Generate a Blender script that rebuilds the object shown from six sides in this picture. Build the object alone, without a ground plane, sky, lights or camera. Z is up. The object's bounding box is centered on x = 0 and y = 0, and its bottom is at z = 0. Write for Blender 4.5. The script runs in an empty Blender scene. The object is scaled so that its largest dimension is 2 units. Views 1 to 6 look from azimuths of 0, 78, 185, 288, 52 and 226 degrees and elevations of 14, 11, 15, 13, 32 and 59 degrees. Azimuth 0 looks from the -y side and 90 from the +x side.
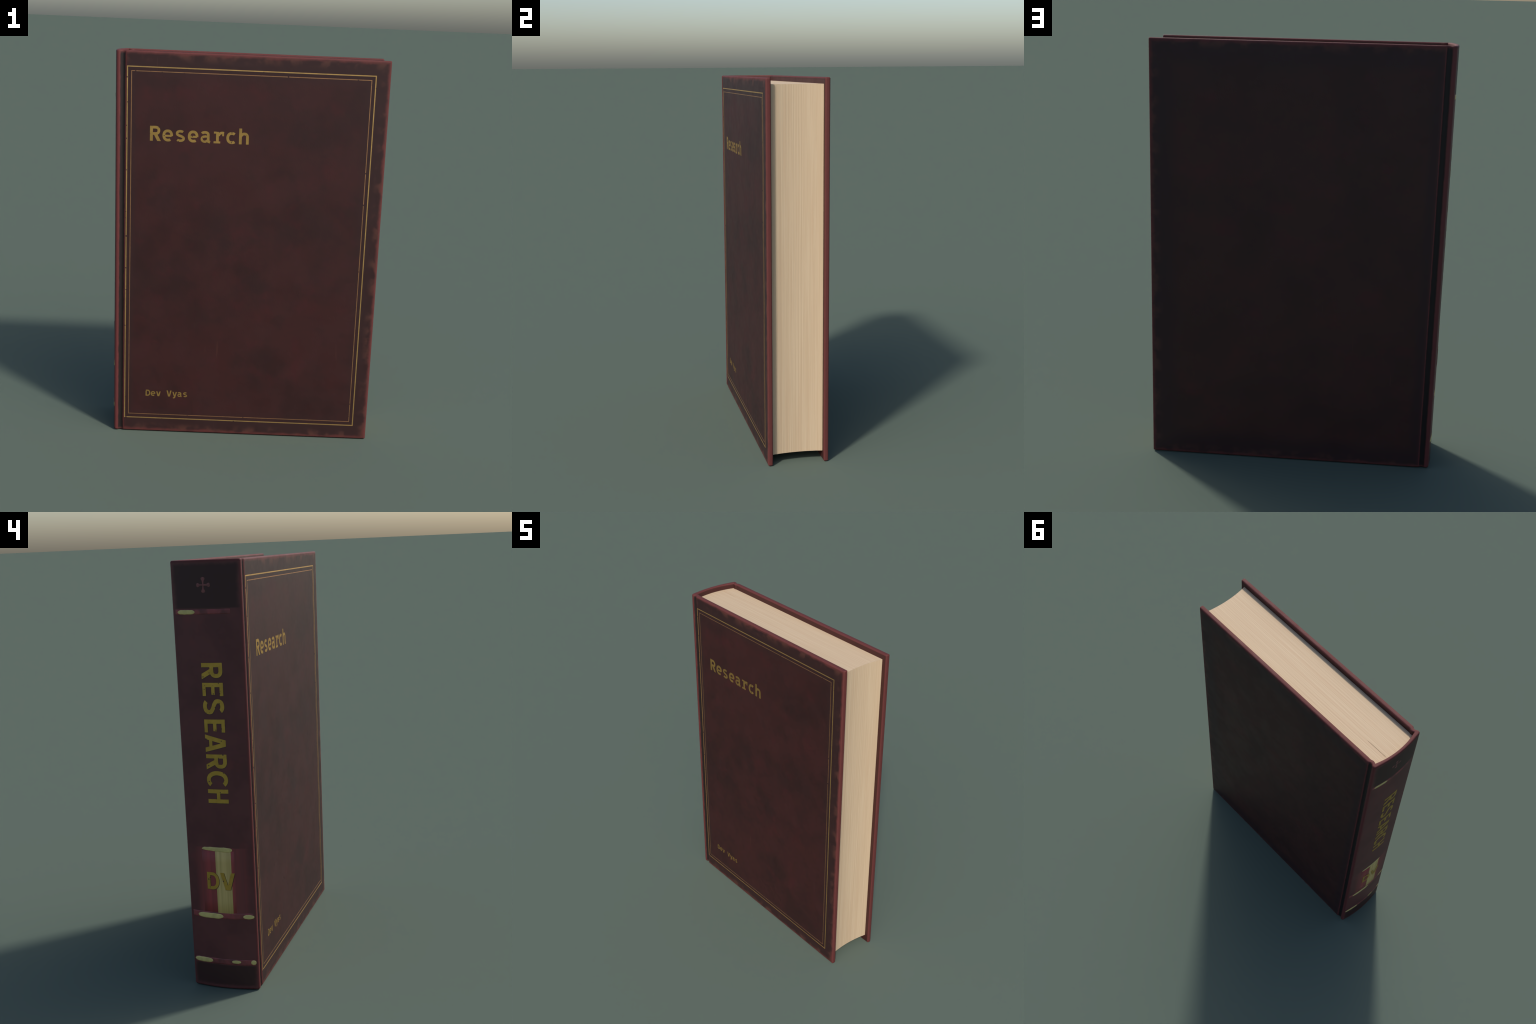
# An upright hard-bound book: rounded spine with joints, two boards, a block of
# cream pages with a hollow fore edge, gilt double frame and gilt lettering.
import bpy, math, random
import numpy as np
from mathutils import Vector

rng = random.Random(7)

# ------------------------------------------------------------------ sizes (metres)
HEIGHT = 2.0
HALF_W = 0.685          # boards end at x = +0.685, spine crown at x = -0.685
HALF_T = 0.1630         # outer face of the boards
INNER_T = 0.1363        # inner face of the boards
RIM = 0.0084            # rounding of every cloth-turned edge
CORNER = 0.006          # rounding of the board corners seen from the front
SPINE_EDGE_Y = 0.151    # where the spine arc begins
PAGE_TOP, PAGE_BOTTOM = 1.9675, 0.0495
PAGE_FORE, PAGE_HOLLOW = 0.6565, 0.0135
BOARD_END = -0.617      # board stops here, the joint begins


def spine_x(y):
    """outer crown of the rounded spine"""
    return -0.6845 + 0.0165 * (y / SPINE_EDGE_Y) ** 2


def spine_inner_x(y):
    return -0.6675 + 0.0200 * (y / 0.133) ** 2


# ------------------------------------------------------------------ mesh helpers
def new_object(name, verts, faces, material, parent=None, smooth=True):
    me = bpy.data.meshes.new(name)
    me.from_pydata([tuple(v) for v in verts], [], faces)
    me.validate()
    me.update()
    if smooth:
        me.polygons.foreach_set("use_smooth", [True] * len(me.polygons))
    me.materials.append(material)
    ob = bpy.data.objects.new(name, me)
    bpy.context.scene.collection.objects.link(ob)
    if parent is not None:
        ob.parent = parent
    return ob


# ------------------------------------------------------------------ node helpers
class Nodes:
    def __init__(self, name):
        self.mat = bpy.data.materials.new(name)
        self.mat.use_nodes = True
        self.t = self.mat.node_tree
        self.bsdf = self.t.nodes["Principled BSDF"]
        tc = self.t.nodes.new("ShaderNodeTexCoord")
        self.pos = tc.outputs["Object"]
        sep = self.t.nodes.new("ShaderNodeSeparateXYZ")
        self.t.links.new(self.pos, sep.inputs[0])
        self.x, self.y, self.z = sep.outputs

    def put(self, sock, v):
        if isinstance(v, (int, float)):
            sock.default_value = v
        elif isinstance(v, (tuple, list)):
            sock.default_value = v if len(v) == len(sock.default_value) else (*v, 1.0)
        else:
            self.t.links.new(v, sock)

    def m(self, op, a, b=0.0, c=0.0):
        n = self.t.nodes.new("ShaderNodeMath")
        n.operation = op
        for s, v in zip(n.inputs, (a, b, c)):
            self.put(s, v)
        return n.outputs[0]

    def ramp(self, v, lo, hi, out_lo=0.0, out_hi=1.0):
        """smooth step of v between lo and hi"""
        n = self.t.nodes.new("ShaderNodeMapRange")
        n.interpolation_type = "SMOOTHSTEP"
        if lo > hi:
            lo, hi, out_lo, out_hi = hi, lo, out_hi, out_lo
        for s, w in zip(n.inputs, (v, lo, hi, out_lo, out_hi)):
            self.put(s, w)
        return n.outputs[0]

    def mix(self, f, a, b):
        n = self.t.nodes.new("ShaderNodeMix")
        n.data_type = "RGBA"
        self.put(n.inputs[0], f)
        self.put(n.inputs[6], a)
        self.put(n.inputs[7], b)
        return n.outputs[2]

    def mul(self, col, f):
        """colour times a factor"""
        n = self.t.nodes.new("ShaderNodeVectorMath")
        n.operation = "SCALE"
        self.put(n.inputs[0], col)
        self.put(n.inputs[3], f)
        return n.outputs[0]

    def vec(self, scale=(1, 1, 1), offset=(0, 0, 0)):
        n = self.t.nodes.new("ShaderNodeMapping")
        self.t.links.new(self.pos, n.inputs[0])
        n.inputs["Scale"].default_value = scale
        n.inputs["Location"].default_value = offset
        return n.outputs[0]

    def noise(self, scale, detail=3.0, rough=0.55, stretch=(1, 1, 1), offset=(0, 0, 0)):
        n = self.t.nodes.new("ShaderNodeTexNoise")
        self.t.links.new(self.vec(stretch, offset), n.inputs["Vector"])
        n.inputs["Scale"].default_value = scale
        n.inputs["Detail"].default_value = detail
        n.inputs["Roughness"].default_value = rough
        return n.outputs[0]

    def voronoi(self, scale, stretch=(1, 1, 1), offset=(0, 0, 0)):
        n = self.t.nodes.new("ShaderNodeTexVoronoi")
        self.t.links.new(self.vec(stretch, offset), n.inputs["Vector"])
        n.inputs["Scale"].default_value = scale
        return n.outputs["Distance"], n.outputs["Color"]

    def bump(self, height, strength, distance):
        n = self.t.nodes.new("ShaderNodeBump")
        self.put(n.inputs["Strength"], strength)
        self.put(n.inputs["Distance"], distance)
        self.put(n.inputs["Height"], height)
        self.t.links.new(n.outputs[0], self.bsdf.inputs["Normal"])

    def finish(self, colour, rough, spec=0.5, metal=0.0):
        self.put(self.bsdf.inputs["Base Color"], colour)
        self.put(self.bsdf.inputs["Roughness"], rough)
        self.put(self.bsdf.inputs["Specular IOR Level"], spec)
        self.put(self.bsdf.inputs["Metallic"], metal)
        return self.mat


# ------------------------------------------------------------------ colours (linear base colours)
WORN_RED = (0.100, 0.0225, 0.0200)
WORN_BROWN = (0.100, 0.036, 0.025)
MARGIN = (0.0265, 0.0088, 0.0084)
FIELD = (0.0345, 0.0078, 0.0072)
FIELD_DARK = (0.0230, 0.0060, 0.0055)
FIELD_RED = (0.0480, 0.0070, 0.0080)
INSIDE = (0.047, 0.0120, 0.0105)
JOINT = (0.0055, 0.0055, 0.0050)
GOLD = (0.480, 0.300, 0.085)
GOLD_LINE = (0.58, 0.36, 0.13)
GOLD_LINE_FINE = (0.42, 0.22, 0.105)
GOLD_SPINE = (0.56, 0.35, 0.066)
SPINE_FIELD = (0.122, 0.0365, 0.0325)  # spine base colours lightened to match its brightness on the side away from the sun
SPINE_DARK = (0.096, 0.0285, 0.0260)
SPINE_RED = (0.150, 0.0350, 0.0315)
SPINE_BLACK = (0.044, 0.0158, 0.0130)
LEATHER_SPEC = 0.35


def leather_cover(name, FIELD, FIELD_DARK, FIELD_RED, MARGIN):
    n = Nodes(name)
    blot = n.noise(9.0, 3.0, 0.6)
    fine = n.noise(38.0, 4.0, 0.65)
    # distance from the edges of the board
    dz = n.m("MINIMUM", n.z, n.m("SUBTRACT", HEIGHT, n.z))
    dx = n.m("SUBTRACT", HALF_W, n.x)
    ds = n.m("MULTIPLY", n.m("SUBTRACT", n.x, -0.622), 2.2)
    d = n.m("MINIMUM", dz, dx)
    dall = n.m("MINIMUM", d, ds)
    # field: mottled maroon with redder and darker clouds
    col = n.mix(n.ramp(n.noise(4.2, 4.0, 0.6, offset=(3, 1, 7)), 0.40, 0.68), FIELD, FIELD_DARK)
    col = n.mix(n.m("MULTIPLY", n.ramp(n.noise(7.5, 4.0, 0.6, offset=(11, 4, 2)), 0.52, 0.76), 0.55), col, FIELD_RED)
    col = n.mix(n.m("MULTIPLY", n.ramp(n.noise(10.0, 2.0, 0.5, offset=(1, 9, 5)), 0.60, 0.72), 0.55), col, FIELD_DARK)
    # darker, blacker margin outside and just inside the frame
    dm = n.m("ADD", dall, n.m("MULTIPLY", n.m("SUBTRACT", blot, 0.5), 0.10))
    col = n.mix(n.ramp(dm, 0.15, 0.06), col, MARGIN)
    # faint hair scratches
    scr = n.noise(26.0, 2.0, 0.5, stretch=(1.6, 1, 0.12), offset=(2, 2, 2))
    col = n.mix(n.m("MULTIPLY", n.ramp(scr, 0.735, 0.78), 0.25), col, WORN_BROWN)
    # brown rubbed clouds near the edges
    clouds = n.ramp(n.noise(17.0, 2.0, 0.5, offset=(5, 5, 1)), 0.46, 0.68)
    near = n.ramp(d, 0.060, 0.010)
    col = n.mix(n.m("MULTIPLY", n.m("MULTIPLY", clouds, near), 0.60), col, WORN_BROWN)
    # rubbed red edge with a wandering border
    dw = n.m("ADD", d, n.m("MULTIPLY", n.m("SUBTRACT", n.noise(20.0, 2.0, 0.5), 0.5), 0.026))
    col = n.mix(n.ramp(dw, 0.022, 0.003), col, WORN_RED)
    dsn = n.m("ADD", ds, n.m("MULTIPLY", n.m("SUBTRACT", fine, 0.5), 0.02))
    col = n.mix(n.m("MULTIPLY", n.ramp(dsn, 0.045, 0.0), 0.35), col, WORN_RED)
    # inner faces of the boards
    ay = n.m("ABSOLUTE", n.y)
    inside = n.mix(n.ramp(n.noise(6.0), 0.35, 0.7), INSIDE, (0.041, 0.0105, 0.0092))
    inside = n.mix(n.ramp(d, 0.010, 0.003), inside, WORN_RED)
    col = n.mix(n.ramp(ay, 0.1425, 0.1405), col, inside)
    n.bump(n.m("ADD", fine, n.noise(160.0, 2.0, 0.6)), 0.05, 0.004)
    rough = n.m('ADD', n.ramp(blot, 0.3, 0.7, 0.50, 0.60), n.ramp(d, 0.016, 0.006, 0.0, 0.18))
    return n.finish(col, rough, LEATHER_SPEC)


def leather_spine():
    n = Nodes("maroon_leather_spine")
    ay = n.m("ABSOLUTE", n.y)
    fine = n.noise(38.0, 4.0, 0.65)
    dz = n.m("MINIMUM", n.z, n.m("SUBTRACT", HEIGHT, n.z))
    col = n.mix(n.ramp(n.noise(6.0, 4.0, 0.6), 0.38, 0.66), SPINE_FIELD, SPINE_DARK)
    col = n.mix(n.m("MULTIPLY", n.ramp(n.noise(11.0, 3.0, 0.5, offset=(4, 4, 4)), 0.56, 0.72), 0.6), col, SPINE_RED)
    # streaky red label field behind the initials
    streak = n.noise(55.0, 2.0, 0.5, stretch=(0, 1, 0.015))
    label = n.mix(n.ramp(streak, 0.38, 0.66), (0.165, 0.042, 0.038), (0.205, 0.042, 0.038))
    zn = n.m("ADD", n.z, n.m("MULTIPLY", n.m("SUBTRACT", fine, 0.5), 0.006))
    in_label = n.m("MULTIPLY", n.ramp(zn, 0.380, 0.384), n.ramp(zn, 0.704, 0.698))
    col = n.mix(n.m("MULTIPLY", in_label, n.m("MULTIPLY", n.ramp(ay, 0.155, 0.095), n.ramp(n.y, 0.128, 0.090))), col, label)
    # black head and tail panels, soft where they fade into the red edges
    head = n.ramp(n.z, 1.789, 1.797)
    tail = n.ramp(n.z, 0.123, 0.116)
    panel = n.m("MAXIMUM", head, tail)
    yw = n.m("ADD", ay, n.m("MULTIPLY", n.m("SUBTRACT", n.noise(14.0), 0.5), 0.03))
    panel = n.m("MULTIPLY", panel, n.ramp(yw, 0.163, 0.136))
    panel = n.m("MULTIPLY", panel, n.ramp(n.m("ADD", dz, n.m("MULTIPLY", n.m("SUBTRACT", fine, 0.5), 0.02)), 0.004, 0.028))
    col = n.mix(panel, col, SPINE_BLACK)
    # rubbed red ridges and ends
    col = n.mix(n.ramp(ay, 0.151, 0.158), col, (0.118, 0.0255, 0.0245))  # ridge red brightened slightly towards the sunlit line beside the front board
    col = n.mix(n.ramp(n.m("ADD", dz, n.m("MULTIPLY", n.m("SUBTRACT", fine, 0.5), 0.008)), 0.014, 0.003), col, WORN_RED)
    # dirt lying in the joints
    jx = n.m("ADD", n.x, n.m("MULTIPLY", n.m("SUBTRACT", n.noise(24.0, 2.0), 0.5), 0.006))
    joint = n.m("MULTIPLY", n.ramp(jx, -0.651, -0.643), n.ramp(jx, -0.6195, -0.6245))
    joint = n.m("MULTIPLY", joint, n.ramp(ay, 0.144, 0.149))
    joint = n.m("MULTIPLY", joint, n.ramp(dz, 0.001, 0.018))
    col = n.mix(n.m("MULTIPLY", joint, 0.93), col, JOINT)
    # inner side of the spine
    shell = n.m("SUBTRACT", n.m("ADD", n.x, 0.6845), n.m("MULTIPLY", n.m("MULTIPLY", ay, ay), 0.0165 / SPINE_EDGE_Y ** 2))
    inner = n.m("MULTIPLY", n.ramp(shell, 0.0105, 0.0130), n.ramp(ay, 0.1470, 0.1430))
    inside = n.mix(n.ramp(dz, 0.012, 0.003), INSIDE, WORN_RED)
    col = n.mix(inner, col, inside)
    n.bump(n.m("ADD", fine, n.noise(160.0, 2.0, 0.6)), 0.05, 0.004)
    return n.finish(col, n.ramp(dz, 0.016, 0.006, 0.55, 0.73), LEATHER_SPEC)


def gilt(name, colour, chip_scale, chip_size, under, rough=0.5, rare=0.35, metal=0.85, on_spine_side=False):
    """gold leaf with pin-hole chips that show the leather under it"""
    n = Nodes(name)
    flat = n.t.nodes.new("ShaderNodeCombineXYZ")
    n.put(flat.inputs[0], n.y if on_spine_side else n.x)
    n.put(flat.inputs[1], n.z)
    vor = n.t.nodes.new("ShaderNodeTexVoronoi")
    vor.voronoi_dimensions = "2D"
    n.put(vor.inputs["Vector"], flat.outputs[0])
    vor.inputs["Scale"].default_value = chip_scale
    dist, cell = vor.outputs["Distance"], vor.outputs["Color"]
    sep = n.t.nodes.new("ShaderNodeSeparateColor")
    n.t.links.new(cell, sep.inputs[0])
    pick = n.m("LESS_THAN", sep.outputs[0], rare)
    size = n.m("MULTIPLY", n.m("ADD", sep.outputs[1], 0.5), chip_size)
    hole = n.m("MULTIPLY", pick, n.ramp(n.m("DIVIDE", dist, size), 1.25, 0.75))
    tone = n.mix(n.ramp(n.noise(22.0, 3.0, 0.6), 0.3, 0.7), colour, tuple(c * 0.82 for c in colour))
    return n.finish(n.mix(hole, tone, under), rough, 0.5, n.m('MULTIPLY', n.m('SUBTRACT', 1.0, hole), metal))


def paper():
    n = Nodes("cream_page_edges")
    a = n.noise(170.0, 3.0, 0.6, stretch=(0.012, 1, 0.012))
    b = n.noise(48.0, 2.0, 0.5, stretch=(0.012, 1, 0.012), offset=(3, 3, 3))
    col = n.mix(n.ramp(a, 0.32, 0.68), (0.558, 0.425, 0.281), (0.512, 0.375, 0.241))
    col = n.mix(n.m("MULTIPLY", n.ramp(b, 0.48, 0.72), 0.45), col, (0.500, 0.350, 0.222))
    n.bump(a, 0.05, 0.004)
    return n.finish(col, 0.75, 0.3)


def streaked(name, light, dark, scale, amount=1.0, fade=None):
    """vertical streaks; fade = (y from, y to, colour) lets one side run out softly"""
    n = Nodes(name)
    s = n.noise(scale, 2.0, 0.5, stretch=(0, 1, 0.015), offset=(1, 6, 2))
    col = n.mix(n.m("MULTIPLY", n.ramp(s, 0.35, 0.68), amount), light, dark)
    if fade:
        col = n.mix(n.ramp(n.y, fade[0], fade[1]), col, fade[2])
    return n.finish(col, 0.55, LEATHER_SPEC)


def mottled(name, a, b, scale, spec=0.5):
    n = Nodes(name)
    return n.finish(n.mix(n.ramp(n.noise(scale, 3.0, 0.6), 0.36, 0.66), a, b), 0.55, spec)


M_FRONT = leather_cover("maroon_leather_front", FIELD, FIELD_DARK, FIELD_RED, MARGIN)
M_BACK = leather_cover("maroon_leather_back", (0.0470, 0.0152, 0.0118), (0.0365, 0.0125, 0.0100), (0.0680, 0.0125, 0.0125), (0.0320, 0.0118, 0.0118))  # base colour raised above the front's to match this board's tone in shade
M_SPINE = leather_spine()
M_PAPER = paper()
M_TITLE = gilt("gilt_cover_lettering", GOLD, 42.0, 0.09, FIELD, rare=0.30)
M_FRAME = gilt("gilt_frame_bold", GOLD_LINE, 26.0, 0.085, MARGIN, rare=0.6)
M_FRAME_FINE = gilt("gilt_frame_fine", GOLD_LINE_FINE, 24.0, 0.08, MARGIN, rare=0.6)
M_SPINE_TEXT = gilt("gilt_spine_lettering", GOLD_SPINE, 42.0, 0.10, (0.06, 0.02, 0.018), rare=0.40, on_spine_side=True)
M_SHADE = mottled("modelled_letter_shadow", (0.040, 0.014, 0.012), (0.032, 0.012, 0.010), 20.0)
M_BAND = mottled("dull_red_band", (0.260, 0.050, 0.048), (0.115, 0.028, 0.025), 16.0)
M_PATCH = mottled("bare_cream_patch", (0.62, 0.49, 0.165), (0.50, 0.39, 0.135), 30.0)
M_STRIPE = streaked("cream_stripe", (0.60, 0.42, 0.150), (0.47, 0.33, 0.110), 80.0)
M_RED = streaked("red_stripe", (0.310, 0.052, 0.048), (0.235, 0.046, 0.042), 70.0, fade=(0.056, 0.090, (0.185, 0.042, 0.038)))
M_CROSS = mottled("faded_rose_ornament", (0.205, 0.056, 0.050), (0.130, 0.037, 0.033), 60.0)

# ------------------------------------------------------------------ the book
book = bpy.data.objects.new("book", None)
bpy.context.scene.collection.objects.link(book)
book["label"] = "upright maroon leather hardcover book with gilt frame and lettering"
book["category"] = "book"

# ------------------------------------------------------------------ case: one continuous shell
# stations from board to spine corner: (outer x, outer |y|, inner x, inner |y|)
JOINT_STATIONS = [
    (-0.6080, 0.1630, -0.6060, 0.1370),
    (-0.6135, 0.1630, -0.6120, 0.1370),
    (-0.6170, 0.1627, -0.6160, 0.1368),
    (-0.6200, 0.1613, -0.6195, 0.1358),
    (-0.6235, 0.1584, -0.6230, 0.1345),
    (-0.6280, 0.1554, -0.6270, 0.1335),
    (-0.6330, 0.1544, -0.6315, 0.1333),
    (-0.6375, 0.1548, -0.6360, 0.1339),
    (-0.6415, 0.1564, -0.6400, 0.1350),
    (-0.6450, 0.1592, -0.6428, 0.1363),
    (-0.6482, 0.1616, -0.6447, 0.1368),
    (-0.6520, 0.1629, -0.6458, 0.1368),
    (-0.6565, 0.1629, -0.6466, 0.1363),
    (-0.6610, 0.1621, -0.6471, 0.1351),
    (-0.6645, 0.1598, -0.6475, 0.1336),
    (-0.6670, 0.1560, -0.6479, 0.1315),
]
BOARD_LAST = 2          # station index in JOINT_STATIONS that ends the board


def case_stations():
    rim = [RIM * (1 - math.cos(a)) for a in np.linspace(0, math.pi / 2, 7)]
    xs = [HALF_W - d for d in rim] + list(np.linspace(HALF_W - 0.016, -0.598, 44))
    front = [(x, HALF_T, x, INNER_T) for x in xs] + JOINT_STATIONS
    left = [(a, -b, c, -d) for a, b, c, d in front]
    arc = []
    for s in np.linspace(-1, 1, 33)[1:-1]:
        yo, yi = s * 0.1525, s * 0.1300
        arc.append((spine_x(yo), yo, spine_inner_x(yi), yi))
    right = [(a, b, c, d) for a, b, c, d in front[::-1]]
    return left + arc + right, len(xs)


def build_case():
    st, nb = case_stations()
    st = np.array(st)
    rim = [RIM * (1 - math.cos(a)) for a in np.linspace(0, math.pi / 2, 7)]
    zs = rim + list(np.linspace(0.016, HEIGHT - 0.016, 64)) + [HEIGHT - d for d in rim[::-1]]
    nt, nz = len(st), len(zs)
    verts = np.zeros((2, nt, nz, 3))
    for i in range(nt):
        o, q = st[i, :2], st[i, 2:]
        mid, half = (o + q) / 2, (o - q) / 2
        hl = np.linalg.norm(half)
        unit = half / hl
        on_board = abs(o[1]) > HALF_T - 1e-6 and o[0] > -0.59
        dt = HALF_W - o[0] if on_board else 1.0
        for k, z in enumerate(zs):
            dz = min(z, HEIGHT - z)
            ddt, ddz = dt, dz
            x_shift = z_shift = 0.0
            if dt < CORNER and dz < CORNER:      # round the corner of the board
                p, r = (CORNER - dt) / CORNER, (CORNER - dz) / CORNER
                ln = math.hypot(p, r)
                if ln > 1e-9:
                    f = max(p, r) / ln
                    x_shift = -(p - p * f) * CORNER
                    z_shift = (r - r * f) * CORNER * (1 if z < 1 else -1)
            d = min(ddt, ddz)
            h, r_ = hl, min(RIM, hl * 0.68)
            if d < r_:
                h = hl - r_ + math.sqrt(max(0.0, r_ ** 2 - (r_ - d) ** 2))
            for s, sg in ((0, 1), (1, -1)):
                p2 = mid + unit * h * sg
                verts[s, i, k] = (p2[0] + x_shift, p2[1], z + z_shift)
    idx = np.arange(2 * nt * nz).reshape(2, nt, nz)
    faces, owner = [], []
    lo = nb + BOARD_LAST
    hi = nt - 1 - lo

    def part(i):
        return 0 if i < lo else (1 if i < hi else 2)
    for i in range(nt - 1):
        for k in range(nz - 1):
            faces.append((idx[0, i, k], idx[0, i + 1, k], idx[0, i + 1, k + 1], idx[0, i, k + 1])[::-1])
            faces.append((idx[1, i, k], idx[1, i, k + 1], idx[1, i + 1, k + 1], idx[1, i + 1, k])[::-1])
            owner += [part(i)] * 2
        faces.append((idx[0, i, 0], idx[1, i, 0], idx[1, i + 1, 0], idx[0, i + 1, 0])[::-1])
        faces.append((idx[0, i, nz - 1], idx[0, i + 1, nz - 1], idx[1, i + 1, nz - 1], idx[1, i, nz - 1])[::-1])
        owner += [part(i)] * 2
    for k in range(nz - 1):
        faces.append((idx[0, 0, k], idx[0, 0, k + 1], idx[1, 0, k + 1], idx[1, 0, k])[::-1])
        owner.append(0)
        faces.append((idx[0, nt - 1, k], idx[1, nt - 1, k], idx[1, nt - 1, k + 1], idx[0, nt - 1, k + 1])[::-1])
        owner.append(2)
    flat = verts.reshape(-1, 3)
    whole = bpy.data.meshes.new("whole_case")
    whole.from_pydata(flat.tolist(), [], [tuple(int(j) for j in f) for f in faces])
    whole.update()
    # outward check on the crown of the spine
    normals = np.zeros((len(flat), 3))
    nv = np.empty(len(flat) * 3, np.float32)
    whole.vertex_normals.foreach_get("vector", nv)
    normals = nv.reshape(-1, 3)
    crown = idx[0, nt // 2, nz // 2]
    flip = normals[crown][0] > 0
    bpy.data.meshes.remove(whole)
    if flip:
        faces = [f[::-1] for f in faces]
        normals = -normals
    owner = np.array(owner)
    out = []
    for p, (name, mat) in enumerate((("front_cover", M_FRONT), ("spine", M_SPINE), ("back_cover", M_BACK))):
        mine = [faces[j] for j in np.nonzero(owner == p)[0]]
        used = sorted({int(v) for f in mine for v in f})
        remap = {v: j for j, v in enumerate(used)}
        ob = new_object(name, flat[used].tolist(), [tuple(remap[int(v)] for v in f) for f in mine], mat, book)
        ob.data.normals_split_custom_set_from_vertices([tuple(normals[v]) for v in used])
        out.append(ob)
    return out


front_cover, spine, back_cover = build_case()


# ------------------------------------------------------------------ pages
def build_pages():
    sheets = 132
    half = INNER_T - 0.0004
    edges = np.linspace(-half, half, sheets + 1)
    gap_y, gap_x0, gap_x1 = 0.057, -0.642, -0.520     # one opened gathering near the spine
    gap_i = int(np.argmin(abs(edges - gap_y)))
    edges = np.concatenate([edges[:gap_i], [edges[gap_i] - 0.0009, edges[gap_i], edges[gap_i] + 0.0009], edges[gap_i + 1:]])
    gap_i += 1
    sheets += 2
    us = sorted(set(np.linspace(0, 1, 25)) | {0.012, 0.02, 0.025, 0.032, 0.045, 0.052, 0.06, 0.07, 0.08, 0.09, 0.1, 0.115})
    verts, faces = [], []
    rows = []
    for i, y in enumerate(edges):
        jit = rng.uniform(-1, 1)
        x1 = PAGE_FORE - PAGE_HOLLOW * (1 - (y / half) ** 2) + 0.0002 * jit
        x0 = spine_inner_x(min(abs(y), 0.1325)) - 0.0015
        zt = PAGE_TOP + 0.00015 * rng.uniform(-1, 1)
        zb = PAGE_BOTTOM + 0.00015 * rng.uniform(-1, 1)
        top, bot = [], []
        for u in us:
            x = x0 + (x1 - x0) * u
            zz = zt
            if i == gap_i and gap_x0 < x < gap_x1:
                s = (x - gap_x0) / (gap_x1 - gap_x0)
                zz -= 0.030 * math.sin(math.pi * s ** 0.6)
            top.append(len(verts)); verts.append((x, y, zz))
        for u in us:
            bot.append(len(verts)); verts.append((x0 + (x1 - x0) * u, y, zb))
        rows.append((top, bot))
    n = len(us)
    for i in range(sheets):
        (t0, b0), (t1, b1) = rows[i], rows[i + 1]
        for k in range(n - 1):
            faces.append((t0[k], t0[k + 1], t1[k + 1], t1[k]))
            faces.append((b0[k], b1[k], b1[k + 1], b0[k + 1]))
        faces.append((t0[-1], b0[-1], b1[-1], t1[-1]))
        faces.append((t0[0], t1[0], b1[0], b0[0]))
    for (t, b), order in ((rows[0], 1), (rows[-1], -1)):
        for k in range(n - 1):
            faces.append((t[k], b[k], b[k + 1], t[k + 1])[::order])
    ob = new_object("page_block", verts, faces, M_PAPER, book, smooth=False)
    return ob


pages = build_pages()


# ------------------------------------------------------------------ glyphs drawn as strokes
# unit: cap height = 1, x to the right, y up; each stroke = (centre line, width)
def arc(cx, cy, rx, ry, a0, a1, n=18):
    return [(cx + rx * math.cos(math.radians(a)), cy + ry * math.sin(math.radians(a))) for a in np.linspace(a0, a1, n)]


def superarc(cx, cy, rx, ry, a0, a1, p=2.4, n=22):
    pts = []
    for a in np.linspace(a0, a1, n):
        c, s = math.cos(math.radians(a)), math.sin(math.radians(a))
        pts.append((cx + rx * math.copysign(abs(c) ** (2 / p), c), cy + ry * math.copysign(abs(s) ** (2 / p), s)))
    return pts


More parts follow.
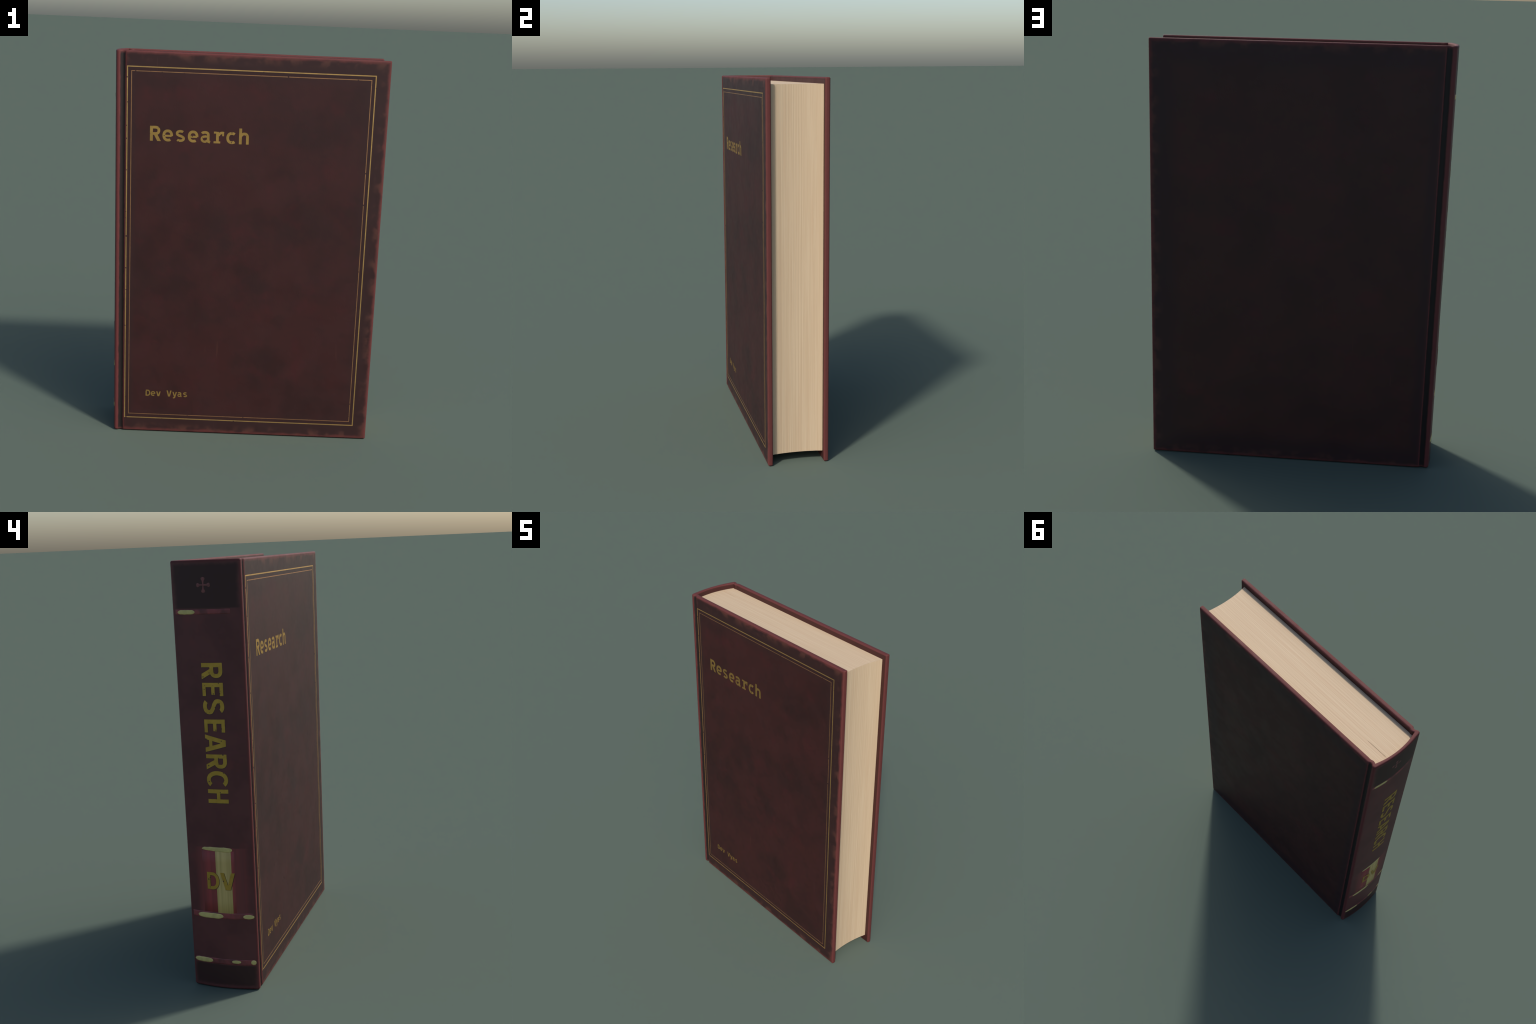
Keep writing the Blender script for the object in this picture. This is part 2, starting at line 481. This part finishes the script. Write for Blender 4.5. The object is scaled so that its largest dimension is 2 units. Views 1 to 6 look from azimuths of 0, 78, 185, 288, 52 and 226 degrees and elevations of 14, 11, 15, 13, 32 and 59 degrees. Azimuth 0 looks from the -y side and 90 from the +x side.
def glyphs():
    g = {}
    w, t = 0.195, 0.165          # stem and bar width
    # capitals (sans)
    g["R"] = (0.74, [([(w / 2, 0), (w / 2, 1)], w),
                     ([(w, 1 - t / 2), (0.36, 1 - t / 2)] + superarc(0.36, 0.705, 0.235, 0.2125, 90, -90) + [(w, 0.4925)], 0.18),
                     ([(0.36, 0.47), (0.62, 0.0)], 0.215)])
    g["E"] = (0.60, [([(w / 2, 0), (w / 2, 1)], w), ([(w, 1 - t / 2), (0.60, 1 - t / 2)], t),
                     ([(w, 0.515), (0.54, 0.515)], t), ([(w, t / 2), (0.60, t / 2)], t)])
    g["S"] = (0.70, [(superarc(0.345, 0.715, 0.235, 0.2075, 32, 200, 2.2)[0:] +
                      [(0.155, 0.60), (0.255, 0.535), (0.40, 0.485), (0.52, 0.415)] +
                      superarc(0.335, 0.2875, 0.255, 0.2075, 22, -142, 2.2), 0.185)])
    g["A"] = (0.82, [([(0.105, 0), (0.37, 1.0)], 0.20), ([(0.715, 0), (0.45, 1.0)], 0.20),
                     ([(0.20, 0.27), (0.62, 0.27)], 0.155)])
    g["C"] = (0.72, [(superarc(0.40, 0.5, 0.305, 0.4275, 46, 314, 2.15, 34), 0.19)])
    g["H"] = (0.68, [([(w / 2, 0), (w / 2, 1)], w), ([(0.68 - w / 2, 0), (0.68 - w / 2, 1)], w),
                     ([(w, 0.52), (0.68 - w, 0.52)], t)])
    g["D"] = (0.74, [([(w / 2, 0), (w / 2, 1)], w),
                     ([(w, 1 - t / 2), (0.30, 1 - t / 2)] + superarc(0.30, 0.5, 0.34, 0.4175, 90, -90, 2.3, 26) + [(w, t / 2)], 0.185)])
    g["V"] = (0.80, [([(0.10, 1.0), (0.365, 0.0)], 0.20), ([(0.70, 1.0), (0.435, 0.0)], 0.20)])
    # lower case, x height 0.79 (monospaced, slab r)
    X = 0.79
    b = 0.17
    g["e"] = (0.71, [([(0.12, 0.375), (0.615, 0.375)], 0.135),
                     (superarc(0.357, X / 2, 0.262, X / 2 - b / 2, -4, 180, 2.3, 26) +
                      superarc(0.375, X / 2, 0.280, X / 2 - b / 2, 180, 302, 2.3, 18), 0.18)])
    g["s"] = (0.66, [(superarc(0.335, 0.565, 0.220, 0.148, 38, 200, 2.2) +
                      [(0.155, 0.470), (0.255, 0.420), (0.40, 0.380), (0.50, 0.325)] +
                      superarc(0.325, 0.2275, 0.235, 0.148, 22, -144, 2.2), 0.165)])
    g["a"] = (0.70, [(superarc(0.305, 0.535, 0.225, 0.172, 152, 0, 2.3) + [(0.53, 0.15), (0.55, 0.09), (0.66, 0.06)], 0.175),
                     ([(0.50, 0.435), (0.33, 0.435)] + superarc(0.30, 0.2525, 0.205, 0.1725, 90, 270, 2.2) + [(0.36, 0.085), (0.50, 0.19)], 0.15)])
    g["r"] = (0.70, [([(0.265, 0.12), (0.265, X - 0.02)], 0.18), ([(0.02, X - 0.07), (0.20, X - 0.07)], 0.13),
                     ([(0.01, 0.068), (0.46, 0.068)], 0.136),
                     (superarc(0.60, 0.46, 0.26, 0.255, 172, 88, 2.2) + [(0.70, 0.70)], 0.165),
                     ([(0.64, 0.775), (0.64, 0.50)], 0.12)])
    g["c"] = (0.66, [(superarc(0.375, X / 2, 0.28, X / 2 - b / 2, 52, 308, 2.25, 30), 0.182)])
    g["h"] = (0.66, [([(0.093, 0), (0.093, 1.06)], 0.186),
                     ([(0.11, 0.56)] + superarc(0.355, 0.47, 0.212, 0.235, 140, 0, 2.3) + [(0.567, 0.0)], 0.183)])
    g["v"] = (0.70, [([(0.095, X), (0.315, 0)], 0.19), ([(0.605, X), (0.385, 0)], 0.19)])
    g["y"] = (0.70, [([(0.605, X), (0.41, 0.08)] + superarc(0.20, 0.02, 0.19, 0.21, -8, -88, 2.0, 10)[1:] + [(0.10, -0.195)], 0.18),
                     ([(0.095, X), (0.335, 0.03)], 0.185)])
    return g


GLYPH = glyphs()


def stroke_strip(points, width, step):
    """offset a centre line to both sides; returns left and right rails"""
    pts = [np.array(p, float) for p in points]
    clean = [pts[0]]
    for p in pts[1:]:
        if np.linalg.norm(p - clean[-1]) > 0.012:
            clean.append(p)
    dense = [clean[0]]
    for a, b in zip(clean, clean[1:]):
        k = max(1, int(math.ceil(np.linalg.norm(b - a) / step)))
        dense += [a + (b - a) * j / k for j in range(1, k + 1)]
    rails = []
    for j, p in enumerate(dense):
        a = dense[max(j - 1, 0)]
        b = dense[min(j + 1, len(dense) - 1)]
        d0 = p - a if j else b - p
        d1 = b - p if j < len(dense) - 1 else p - a
        d0, d1 = d0 / np.linalg.norm(d0), d1 / np.linalg.norm(d1)
        d = d0 + d1
        d /= np.linalg.norm(d)
        n = np.array((-d[1], d[0]))
        stretch = 1.0 / max(0.75, float(np.dot(d, d1)))
        left, right = p + n * width / 2 * stretch, p - n * width / 2 * stretch
        on_line = min(abs(p[1] - v) for v in (0.0, 0.79, 1.0)) < 1e-6
        if j in (0, len(dense) - 1) and on_line and abs(d[1]) > 0.5:   # cut flat on the guide line
            left = left + d * (p[1] - left[1]) / d[1]
            right = right + d * (p[1] - right[1]) / d[1]
        rails.append((left, right))
    return rails


def build_letter(char, place, size, width_scale, height, material, name, parent, grow=0.0, base=0.0):
    """place(a, b, h) -> point; a and b in metres on the letter's own plane"""
    adv, strokes = GLYPH[char]
    verts, faces = [], []
    for si, (line, width) in enumerate(strokes):
        rails = stroke_strip(line, width + grow * 2 / size, 0.12)
        h = height + 0.00012 * si
        ring = []
        for left, right in rails:
            q = []
            for p, hh in ((left, h), (right, h), (right, base), (left, base)):
                q.append(len(verts))
                verts.append(place(p[0] * size * width_scale, p[1] * size, hh))
            ring.append(q)
        for a, b in zip(ring, ring[1:]):
            for k in range(3):
                faces.append((a[k], b[k], b[k + 1], a[k + 1]))
        faces.append(tuple(ring[0]))
        faces.append(tuple(ring[-1][::-1]))
    ob = new_object(name, verts, faces, material, parent, smooth=False)
    # make every face look away from the book
    import bmesh
    bm = bmesh.new()
    bm.from_mesh(ob.data)
    bmesh.ops.recalc_face_normals(bm, faces=bm.faces)
    bm.to_mesh(ob.data)
    bm.free()
    return ob


def front_place(x0, z0):
    return lambda a, b, h: (x0 + a, -HALF_T - h, z0 + b)


def on_spine(y, z, h):
    slope = 2 * 0.0165 * y / SPINE_EDGE_Y ** 2
    ln = math.hypot(1, slope)
    return (spine_x(y) - h / ln, y + h * slope / ln, z)


# cover title and author
title = bpy.data.objects.new("cover_title", None)
author = bpy.data.objects.new("author_name", None)
spine_title = bpy.data.objects.new("spine_title", None)
initials = bpy.data.objects.new("spine_initials", None)
for o in (title, author, spine_title, initials):
    bpy.context.scene.collection.objects.link(o)
    o.parent = book

TITLE_SIZE, TITLE_Z = 0.0742, 1.5620
for ch, x in zip("Research", (-0.4968, -0.4346, -0.3700, -0.3080, -0.2450, -0.1795, -0.1157, -0.0520)):
    build_letter(ch, front_place(x, TITLE_Z), TITLE_SIZE, 1.0, 0.0005, M_TITLE, "letter", title, base=-0.001)
AUTHOR_SIZE, AUTHOR_Z = 0.0340, 0.2010
for ch, x in zip("Dev Vyas", (-0.5005, -0.4728, -0.4440, None, -0.3888, -0.3575, -0.3310, -0.3010)):
    if x is not None:
        build_letter(ch, front_place(x, AUTHOR_Z), AUTHOR_SIZE, 1.0 if ch not in "V" else 0.98, 0.0005, M_TITLE, "letter", author, base=-0.001)

# spine title runs down the spine, letter tops towards the front board
SPINE_CAP = 0.0962
for ch, z0, z1 in (("R", 1.5555, 1.4835), ("E", 1.4672, 1.4083), ("S", 1.3960, 1.3245), ("E", 1.3026, 1.2438),
                   ("A", 1.2343, 1.1535), ("R", 1.1430, 1.0730), ("C", 1.0660, 0.9915), ("H", 0.9805, 0.9157)):
    ws = (z0 - z1) / (GLYPH[ch][0] * SPINE_CAP)
    down = lambda a, b, h, z0=z0: on_spine(0.0362 - b, z0 - a, h)
    build_letter(ch, down, SPINE_CAP, ws, 0.0008, M_SPINE_TEXT, "letter", spine_title, base=-0.001)
    shadow = lambda a, b, h, z0=z0: on_spine(0.0362 - b, z0 - a - 0.0012, h)
    build_letter(ch, shadow, SPINE_CAP, ws, 0.00025, M_SHADE, "letter_shadow_copy", spine_title, grow=0.0012, base=-0.001)
for ch, y0, y1 in (("D", 0.0648, 0.0050), ("V", -0.0015, -0.0712)):
    ws = (y0 - y1) / (GLYPH[ch][0] * 0.0832)
    across = lambda a, b, h, y0=y0: on_spine(y0 - a, 0.4978 + b, h)
    build_letter(ch, across, 0.0832, ws, 0.0016, M_SPINE_TEXT, "letter", initials, base=-0.001)
    shadow = lambda a, b, h, y0=y0: on_spine(y0 - a - 0.001, 0.4966 + b, h)
    build_letter(ch, shadow, 0.0832, ws, 0.0010, M_SHADE, "letter_shadow_copy", initials, grow=0.0010, base=-0.001)


# ------------------------------------------------------------------ gilt frame on the front board
def build_frame(x, z0, z1, line, material, name):
    """mitred rectangular gilt line"""
    verts, faces = [], []
    corners = [(-x, z0, 1, 1), (x, z0, -1, 1), (x, z1, -1, -1), (-x, z1, 1, -1)]
    for cx, cz, sx, sz in corners:
        for inset, h in ((0, -0.0005), (0, 0.0004), (line, 0.0004), (line, -0.0005)):
            verts.append((cx + sx * inset, -HALF_T - h, cz + sz * inset))
    for c in range(4):
        a, b = c * 4, ((c + 1) % 4) * 4
        for k in range(3):
            faces.append((a + k, b + k, b + k + 1, a + k + 1))
    return new_object(name, verts, faces, material, book, smooth=False)


build_frame(0.6142, 0.0735, 1.9265, 0.0052, M_FRAME, "gilt_frame")
build_frame(0.5929, 0.0955, 1.9045, 0.0037, M_FRAME_FINE, "gilt_frame")


# ------------------------------------------------------------------ spine decoration
def spine_patch(name, y0, y1, z0, z1, material, height, round_=1.0, ragged=0.0, seed=0, n=26, taper=None):
    """thin raised patch lying on the spine; round_ 1 = capsule ends, 0 = square"""
    r = random.Random(seed)
    ph = [r.uniform(0, 6.28) for _ in range(6)]
    verts, faces, ring = [], [], []
    zc, zh = (z0 + z1) / 2, (z1 - z0) / 2
    length = y1 - y0
    for i in range(n + 1):
        s = 0.5 - 0.5 * math.cos(math.pi * i / n) if round_ else i / n
        y = y0 + length * s
        cap = min(length / 2, zh * 2.4) if round_ else 1.0
        e = min(s, 1 - s) * length / cap if round_ else 1.0
        f = math.sqrt(max(0.0, 1 - (1 - min(1, e)) ** 2)) if round_ else 1.0
        f = (1 - round_) + round_ * f
        hi = zh * f * (1 + ragged * (math.sin(3.1 * s * 6 + ph[0]) * 0.5 + math.sin(9 * s * 3 + ph[1]) * 0.5))
        lo = zh * f * (1 + ragged * (math.sin(2.7 * s * 6 + ph[2]) * 0.5 + math.sin(8 * s * 3 + ph[3]) * 0.5))
        if taper:
            k = taper[0] + (taper[1] - taper[0]) * s
            lo *= k
        q = []
        for zz, h in ((zc - lo - 0.0004, -0.0006), (zc - lo, height * 0.6), (zc - lo * 0.6, height),
                      (zc + hi * 0.6, height), (zc + hi, height * 0.6), (zc + hi + 0.0004, -0.0006)):
            q.append(len(verts)); verts.append(on_spine(y, zz, h))
        ring.append(q)
    for a, b in zip(ring, ring[1:]):
        for k in range(5):
            faces.append((a[k], a[k + 1], b[k + 1], b[k]))
    return new_object(name, verts, faces, material, book, smooth=True)


# narrow dull red bands
spine_patch("spine_band", -0.108, 0.148, 1.7675, 1.7885, M_BAND, 0.0006, 0.0, 0.05, 1)
spine_patch("spine_band", -0.148, 0.148, 0.3535, 0.3835, M_BAND, 0.0006, 0.0, 0.04, 2)
spine_patch("spine_band", -0.148, 0.148, 0.1230, 0.1500, M_BAND, 0.0006, 0.0, 0.05, 3)
# label: red and cream stripes with a bare upper border
spine_patch("label_stripe", 0.0190, 0.0860, 0.3840, 0.6860, M_RED, 0.0004, 0.0, 0.0, 4)
spine_patch("label_stripe", -0.0720, -0.0568, 0.3840, 0.6860, M_RED, 0.0004, 0.0, 0.0, 5, n=8)
spine_patch("label_stripe", -0.0565, 0.0187, 0.3815, 0.6880, M_STRIPE, 0.0007, 0.0, 0.0, 6)
spine_patch("bare_patch", -0.0635, 0.0840, 0.6810, 0.7035, M_PATCH, 0.0012, 1.0, 0.10, 7, taper=(1.1, 0.3))
# bare patches rubbed through the bands
for i, (y0, y1, z0, z1) in enumerate((
        (0.0530, 0.1370, 1.7678, 1.7868), (-0.0060, 0.1215, 0.3525, 0.3775), (-0.1525, -0.1010, 0.3560, 0.3775),
        (0.0590, 0.1525, 0.1245, 0.1480), (-0.0805, -0.0365, 0.1300, 0.1460), (-0.1530, -0.1280, 0.1262, 0.1495))):
    spine_patch("bare_patch", y0, y1, z0, z1, M_PATCH, 0.0013, 1.0, 0.06, 20 + i)


def build_cross():
    """small cross of four lobed arms on the head panel"""
    cy, cz = 0.0074, 1.8930
    verts, faces = [], []
    for ang, length in ((90, 0.0335), (0, 0.0310), (180, 0.0320), (270, 0.0330)):
        ca, sa = math.cos(math.radians(ang)), math.sin(math.radians(ang))
        row = []
        for s, wd in ((0.0, 0.0030), (0.35, 0.0032), (0.55, 0.0048), (0.72, 0.0085), (0.86, 0.0090), (0.95, 0.0068), (1.0, 0.0030)):
            l = s * length
            q = []
            for w, h in ((-wd, 0.0), (-wd * 0.5, 0.0005), (wd * 0.5, 0.0005), (wd, 0.0)):
                q.append(len(verts))
                verts.append(on_spine(cy + l * ca - w * sa, cz + l * sa + w * ca, h + 0.00005 * (ang // 90)))
            row.append(q)
        for a, b in zip(row, row[1:]):
            for k in range(3):
                faces.append((a[k], a[k + 1], b[k + 1], b[k]))
    return new_object("cross_ornament", verts, faces, M_CROSS, book)


build_cross()
